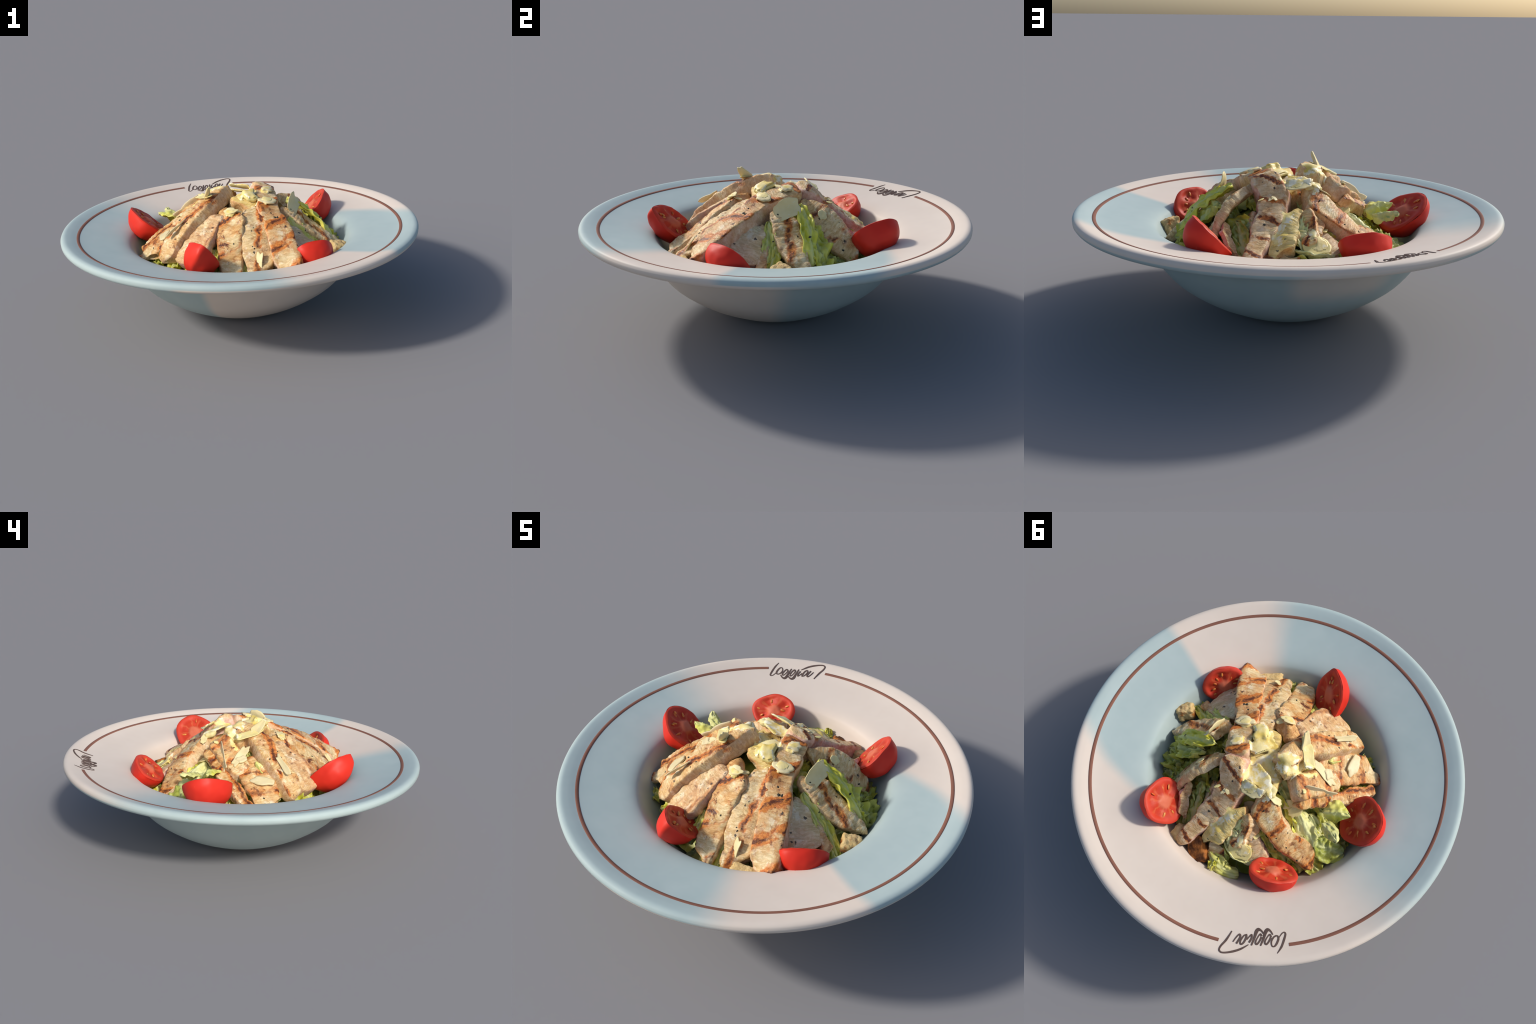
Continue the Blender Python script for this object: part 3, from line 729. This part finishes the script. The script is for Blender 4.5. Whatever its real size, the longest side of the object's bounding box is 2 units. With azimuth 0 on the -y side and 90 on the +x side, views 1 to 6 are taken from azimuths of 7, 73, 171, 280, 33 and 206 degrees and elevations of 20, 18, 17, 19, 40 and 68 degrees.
# ------------------------------------------------------------------ cheese shavings
def heap_tree():
    allV = []; allF = []; base = 0
    for V, F in WORLD_MESHES:
        allV.extend([Vector(p) for p in V]); allF.extend([[k + base for k in f] for f in F]); base += len(V)
    return BVHTree.FromPolygons(allV, allF)
BVH = heap_tree()
def drop(x, y):
    h = BVH.ray_cast(Vector((x, y, 1.2)), Vector((0, 0, -1)))
    return (np.array(h[0]), np.array(h[1])) if h[0] is not None else (None, None)
def flake(c, nrm, axis, l, w, thick=.007, curl=.3, seed=0, yellow=.4, drape=True, point=0.0, bend=0.0):
    c = v3(c); fr = frame_of(c, v3(axis), unit(nrm)); R = np.array(fr)[:3, :3]
    n, m = 28, 9; rg2 = random.Random(int(seed * 77) + 5)
    lob = [(rg2.uniform(.02, .10), k, rg2.uniform(0, 6.28)) for k in (2, 3, 4, 5, 7)]
    top = []; bot = []
    for i in range(m + 1):
        f = i / m
        for j in range(n):
            th = 2 * math.pi * j / n
            x, y = math.cos(th), math.sin(th)
            x = math.copysign(abs(x) ** .7, x); y = math.copysign(abs(y) ** .8, y)
            e = 1 + sum(a * math.sin(k * th + p) for a, k, p in lob)
            if point: y *= 1 - point * (.5 + .5 * x)
            X, Y = x * e * f * l / 2, y * e * f * w / 2
            Z = curl * (Y * Y) / max(w, 1e-6) + bend * X * X / l + .004 * nz((X, Y, seed), 22)
            t = thick * (1 - .55 * f ** 4)
            top.append(c + R @ np.array((X, Y, Z + t / 2))); bot.append(c + R @ np.array((X, Y, Z - t / 2)))
    V = top + bot; k0 = len(top); F = []
    for i in range(m):
        for j in range(n):
            k = (j + 1) % n
            F.append((i * n + j, (i + 1) * n + j, (i + 1) * n + k, i * n + k))
            F.append((k0 + i * n + j, k0 + i * n + k, k0 + (i + 1) * n + k, k0 + (i + 1) * n + j))
    for j in range(n):
        k = (j + 1) % n
        F.append((m * n + j, k0 + m * n + j, k0 + m * n + k, m * n + k))
    ob = add_mesh("cheese_shaving", V, F, CHEESE, fr, drape=drape, label="thin curled pale cheese shaving", category="cheese")
    ob["yellow"] = float(yellow)
FLAKES = [
    ((-.150, -.125, .698), (-.8, .3, .40), (-.1, -.30, .60), .10, .07, dict(point=.6, yellow=.4, curl=.9, thick=.016, stand=True)),
    ((-.185, -.075, .69), (-.4, .1, .85), (-.3, .6, -.35), .16, .06, dict(yellow=.8)),
    ((-.285, -.05, .62), (-.35, .2, .85), (-.75, .35, -.5), .15, .05, dict(yellow=.3)),
    ((-.395, -.19, .492), (-.3, .2, .85), (.15, -.75, -.25), .12, .055, dict(yellow=.2, thick=.016)),
    ((-.015, -.222, .617), (0, -.45, .85), (.9, .1, .1), .075, .045, dict(yellow=.5)),
    ((.02, -.205, .625), (-.5, -.3, .7), (.4, .3, .3), .05, .03, dict(yellow=.5)),
    ((.16, .008, .678), (.2, -.2, .95), (1, .2, 0), .06, .055, dict(thick=.016, yellow=.15)),
    ((.175, -.115, .652), (.1, -.4, .9), (1, .2, 0), .095, .055, dict(thick=.018, yellow=.25)),
    ((.305, -.035, .615), (.85, -.35, .35), (-.25, .85, .1), .14, .09, dict(yellow=.4, curl=.6, stand=True)),
    ((-.09, .165, .622), (0, .3, .95), (1, .1, 0), .07, .065, dict(thick=.036, yellow=.7, stand=True)),
    ((-.13, .19, .60), (-.2, .4, .9), (-.8, .1, -.1), .08, .035, dict(yellow=.5)),
    ((-.02, .235, .60), (0, .5, .8), (.9, .3, -.1), .11, .06, dict(yellow=.3)),
    ((-.01, .125, .640), (.1, .25, 1), (.8, -.4, 0), .15, .10, dict(yellow=.6, stand=True)),
    ((-.296, .052, .555), (-.5, .72, .30), (-.55, -.55, -.55), .20, .095, dict(yellow=.1, curl=.5, stand=True)),
    ((-.305, -.06, .565), (-.3, .1, .9), (.5, -.5, -.1), .055, .045, dict(thick=.018, yellow=.2)),
    ((.305, .145, .535), (.7, -.3, .5), (.3, .3, -.5), .05, .04, dict(yellow=.5)),
    ((.165, -.495, .425), (-.35, -.75, .5), (.03, -.5, -.75), .13, .04, dict(yellow=.5, point=.5, stand=True)),
    ((-.31, -.285, .545), (-.75, .3, .6), (-.35, -.45, -.45), .15, .03, dict(yellow=.3, stand=True)),
    ((-.055, .445, .455), (.1, .5, .8), (1, .1, 0), .12, .09, dict(yellow=.9, curl=.3)),
    ((.075, -.085, .67), (.2, -.5, .85), (.4, -.7, -.2), .10, .075, dict(thick=.03, yellow=1)),
    ((.045, -.02, .68), (.0, -.3, .95), (.6, .5, 0), .11, .07, dict(thick=.022, yellow=.9)),
    ((-.01, .20, .645), (.15, .5, .85), (-.9, .1, .1), .12, .07, dict(thick=.010, yellow=.5, curl=.5, stand=True)),
    ((-.20, .15, .62), (-.3, .6, .7), (-.6, -.3, .2), .09, .05, dict(thick=.009, yellow=.5)),
    ((-.23, .165, .58), (-.2, .6, .7), (.3, .5, -.5), .09, .05, dict(thick=.009, yellow=.8)),
]
for i, (c, nn, ax, l, w, kw) in enumerate(FLAKES):
    if not kw.pop("stand", False):
        hits = [drop(c[0] + dx, c[1] + dy) for dx in (-.02, 0, .02) for dy in (-.02, 0, .02)]
        hits = [h for h in hits if h[0] is not None]
        c = (c[0], c[1], float(np.median([h[0][2] for h in hits])) + .004 + .4 * kw.get("thick", .007))
        nn = unit(.5 * unit(nn) + unit(np.mean([h[1] if h[1][2] > 0 else -h[1] for h in hits], axis=0)))
    flake(c, nn, ax, l, w, seed=i + .5, **kw)

# ------------------------------------------------------------------ things dropped on to the heap
BVH = heap_tree()
rg = random.Random(5)
for i in range(7):           # small shavings and crumbs, thick at the crown
    r = .10 + abs(rg.gauss(0, .13)); a = rg.uniform(0, 2 * math.pi)
    x, y = r * math.cos(a) - .03, r * math.sin(a) + .07
    p, nn = drop(x, y)
    if p is None or math.hypot(x, y) > .5 or p[2] > .645: continue
    if nn[2] < 0: nn = -nn
    nn = unit(nn + np.array([rg.uniform(-.5, .5), rg.uniform(-.5, .5), .3]))
    flake(p + nn * .003, nn, (math.cos(a + rg.uniform(-2, 2)), math.sin(a), .1), rg.uniform(.02, .055), rg.uniform(.015, .035), thick=rg.uniform(.004, .009), curl=rg.uniform(-.3, .6), seed=100 + i, yellow=rg.choice([.1, .3, .5, .8]), drape=False)
# creamy dressing: pools draped over whatever lies below
POOLS = [(.055, -.065, .065, .012), (.03, -.01, .075, .012), (-.01, .05, .085, .010), (-.045, .11, .08, .010), (.0, .15, .07, .009), (-.08, .19, .05, .008),
         (.085, -.11, .04, .010), (.17, -.115, .04, .006), (.16, .01, .035, .005), (-.13, .015, .07, .007), (-.21, .0, .045, .008),
         (.06, .33, .05, .006), (.10, .40, .045, .006), (-.06, .42, .05, .007), (-.01, -.225, .03, .006)]
step = .006; G = {}; V = []; F = []
for ix in range(-62, 50):
    for iy in range(-42, 84):
        x, y = ix * step, iy * step
        wx, wy = x + .03 * nz((x, y, 1), 14, 1), y + .03 * nz((x, y, 2), 14, 2)
        t = 0
        for px, py, rr, h in POOLS:
            d = math.hypot(wx - px, wy - py) / rr
            if d < 1: t = max(t, h * (1 - d * d) ** .6)
        t -= .004
        if t <= -.003: continue
        p, nn = drop(x, y)
        if p is None: continue
        lump = .5 + .9 * (nz((x, y, 0), 34, 6) * .5 + .5)
        G[ix, iy] = len(V); V.append((x, y, p[2] + t * lump))
for (ix, iy) in G:
    q = [(ix, iy), (ix + 1, iy), (ix + 1, iy + 1), (ix, iy + 1)]
    if all(k in G for k in q):
        f = [G[k] for k in q]
        zz = [V[k][2] for k in f]
        if max(zz) - min(zz) < .028: F.append(f)
used = sorted({k for f in F for k in f}); remap = {k: i for i, k in enumerate(used)}
V2 = np.array([V[k] for k in used]); F2 = [[remap[k] for k in f] for f in F]
# relax the draped sheet so it reads as a thick liquid
nb = [set() for _ in V2]
for f in F2:
    for a, b in zip(f, f[1:] + f[:1]): nb[a].add(b); nb[b].add(a)
for _ in range(2):
    Z = V2[:, 2].copy()
    for i, s in enumerate(nb): V2[i, 2] = .5 * Z[i] + .5 * np.mean([Z[k] for k in s]) + .0003
dr = add_mesh("creamy_dressing", V2, F2, DRESSING, label="pale yellow creamy dressing pooled on top", category="dressing")
dr["kind"] = "stuff"
sol = dr.modifiers.new("thickness", "SOLIDIFY"); sol.thickness = .006; sol.offset = -1
# black pepper and herb flecks large enough to see singly
def fleck(x, y, s, seed):
    p, nn = drop(x, y)
    if p is None: return
    if nn[2] < 0: nn = -nn
    fr = frame_of(p + nn * .0015, (math.cos(seed), math.sin(seed), .1), nn); R = np.array(fr)[:3, :3]
    n = 9; V = [p + nn * .0028]; F = []
    for j in range(n):
        th = 2 * math.pi * j / n; q = s * (.55 + .45 * abs(nz((math.cos(th), math.sin(th), seed), 2)) * 2)
        V.append(p + R @ np.array((q * math.cos(th), q * .7 * math.sin(th), .0012)))
    for j in range(n):
        V.append(V[1 + j] - nn * .004)
    for j in range(n):
        k = (j + 1) % n
        F.append((0, 1 + j, 1 + k)); F.append((1 + j, 1 + n + j, 1 + n + k, 1 + k))
    add_mesh("pepper_flake", V, F, HERB, fr, label="small black pepper or herb fleck", category="pepper")
for i, (x, y, s) in enumerate([(.223, -.229, .013), (.235, -.225, .010), (.20, -.20, .009), (.25, -.24, .006), (.456, .027, .010), (.41, .215, .010), (.13, -.43, .006), (.145, -.415, .006), (.12, -.42, .005), (-.25, -.26, .010), (-.23, -.24, .006), (.02, -.40, .008),
                               (.16, .345, .010), (-.10, .255, .009), (-.26, .345, .007), (-.20, .33, .006), (-.33, .37, .008), (-.30, -.21, .008), (-.46, -.21, .008), (.05, -.25, .006), (-.16, .0, .006), (.38, -.13, .007), (.30, -.08, .006)]):
    fleck(x, y, s, i * 1.3)
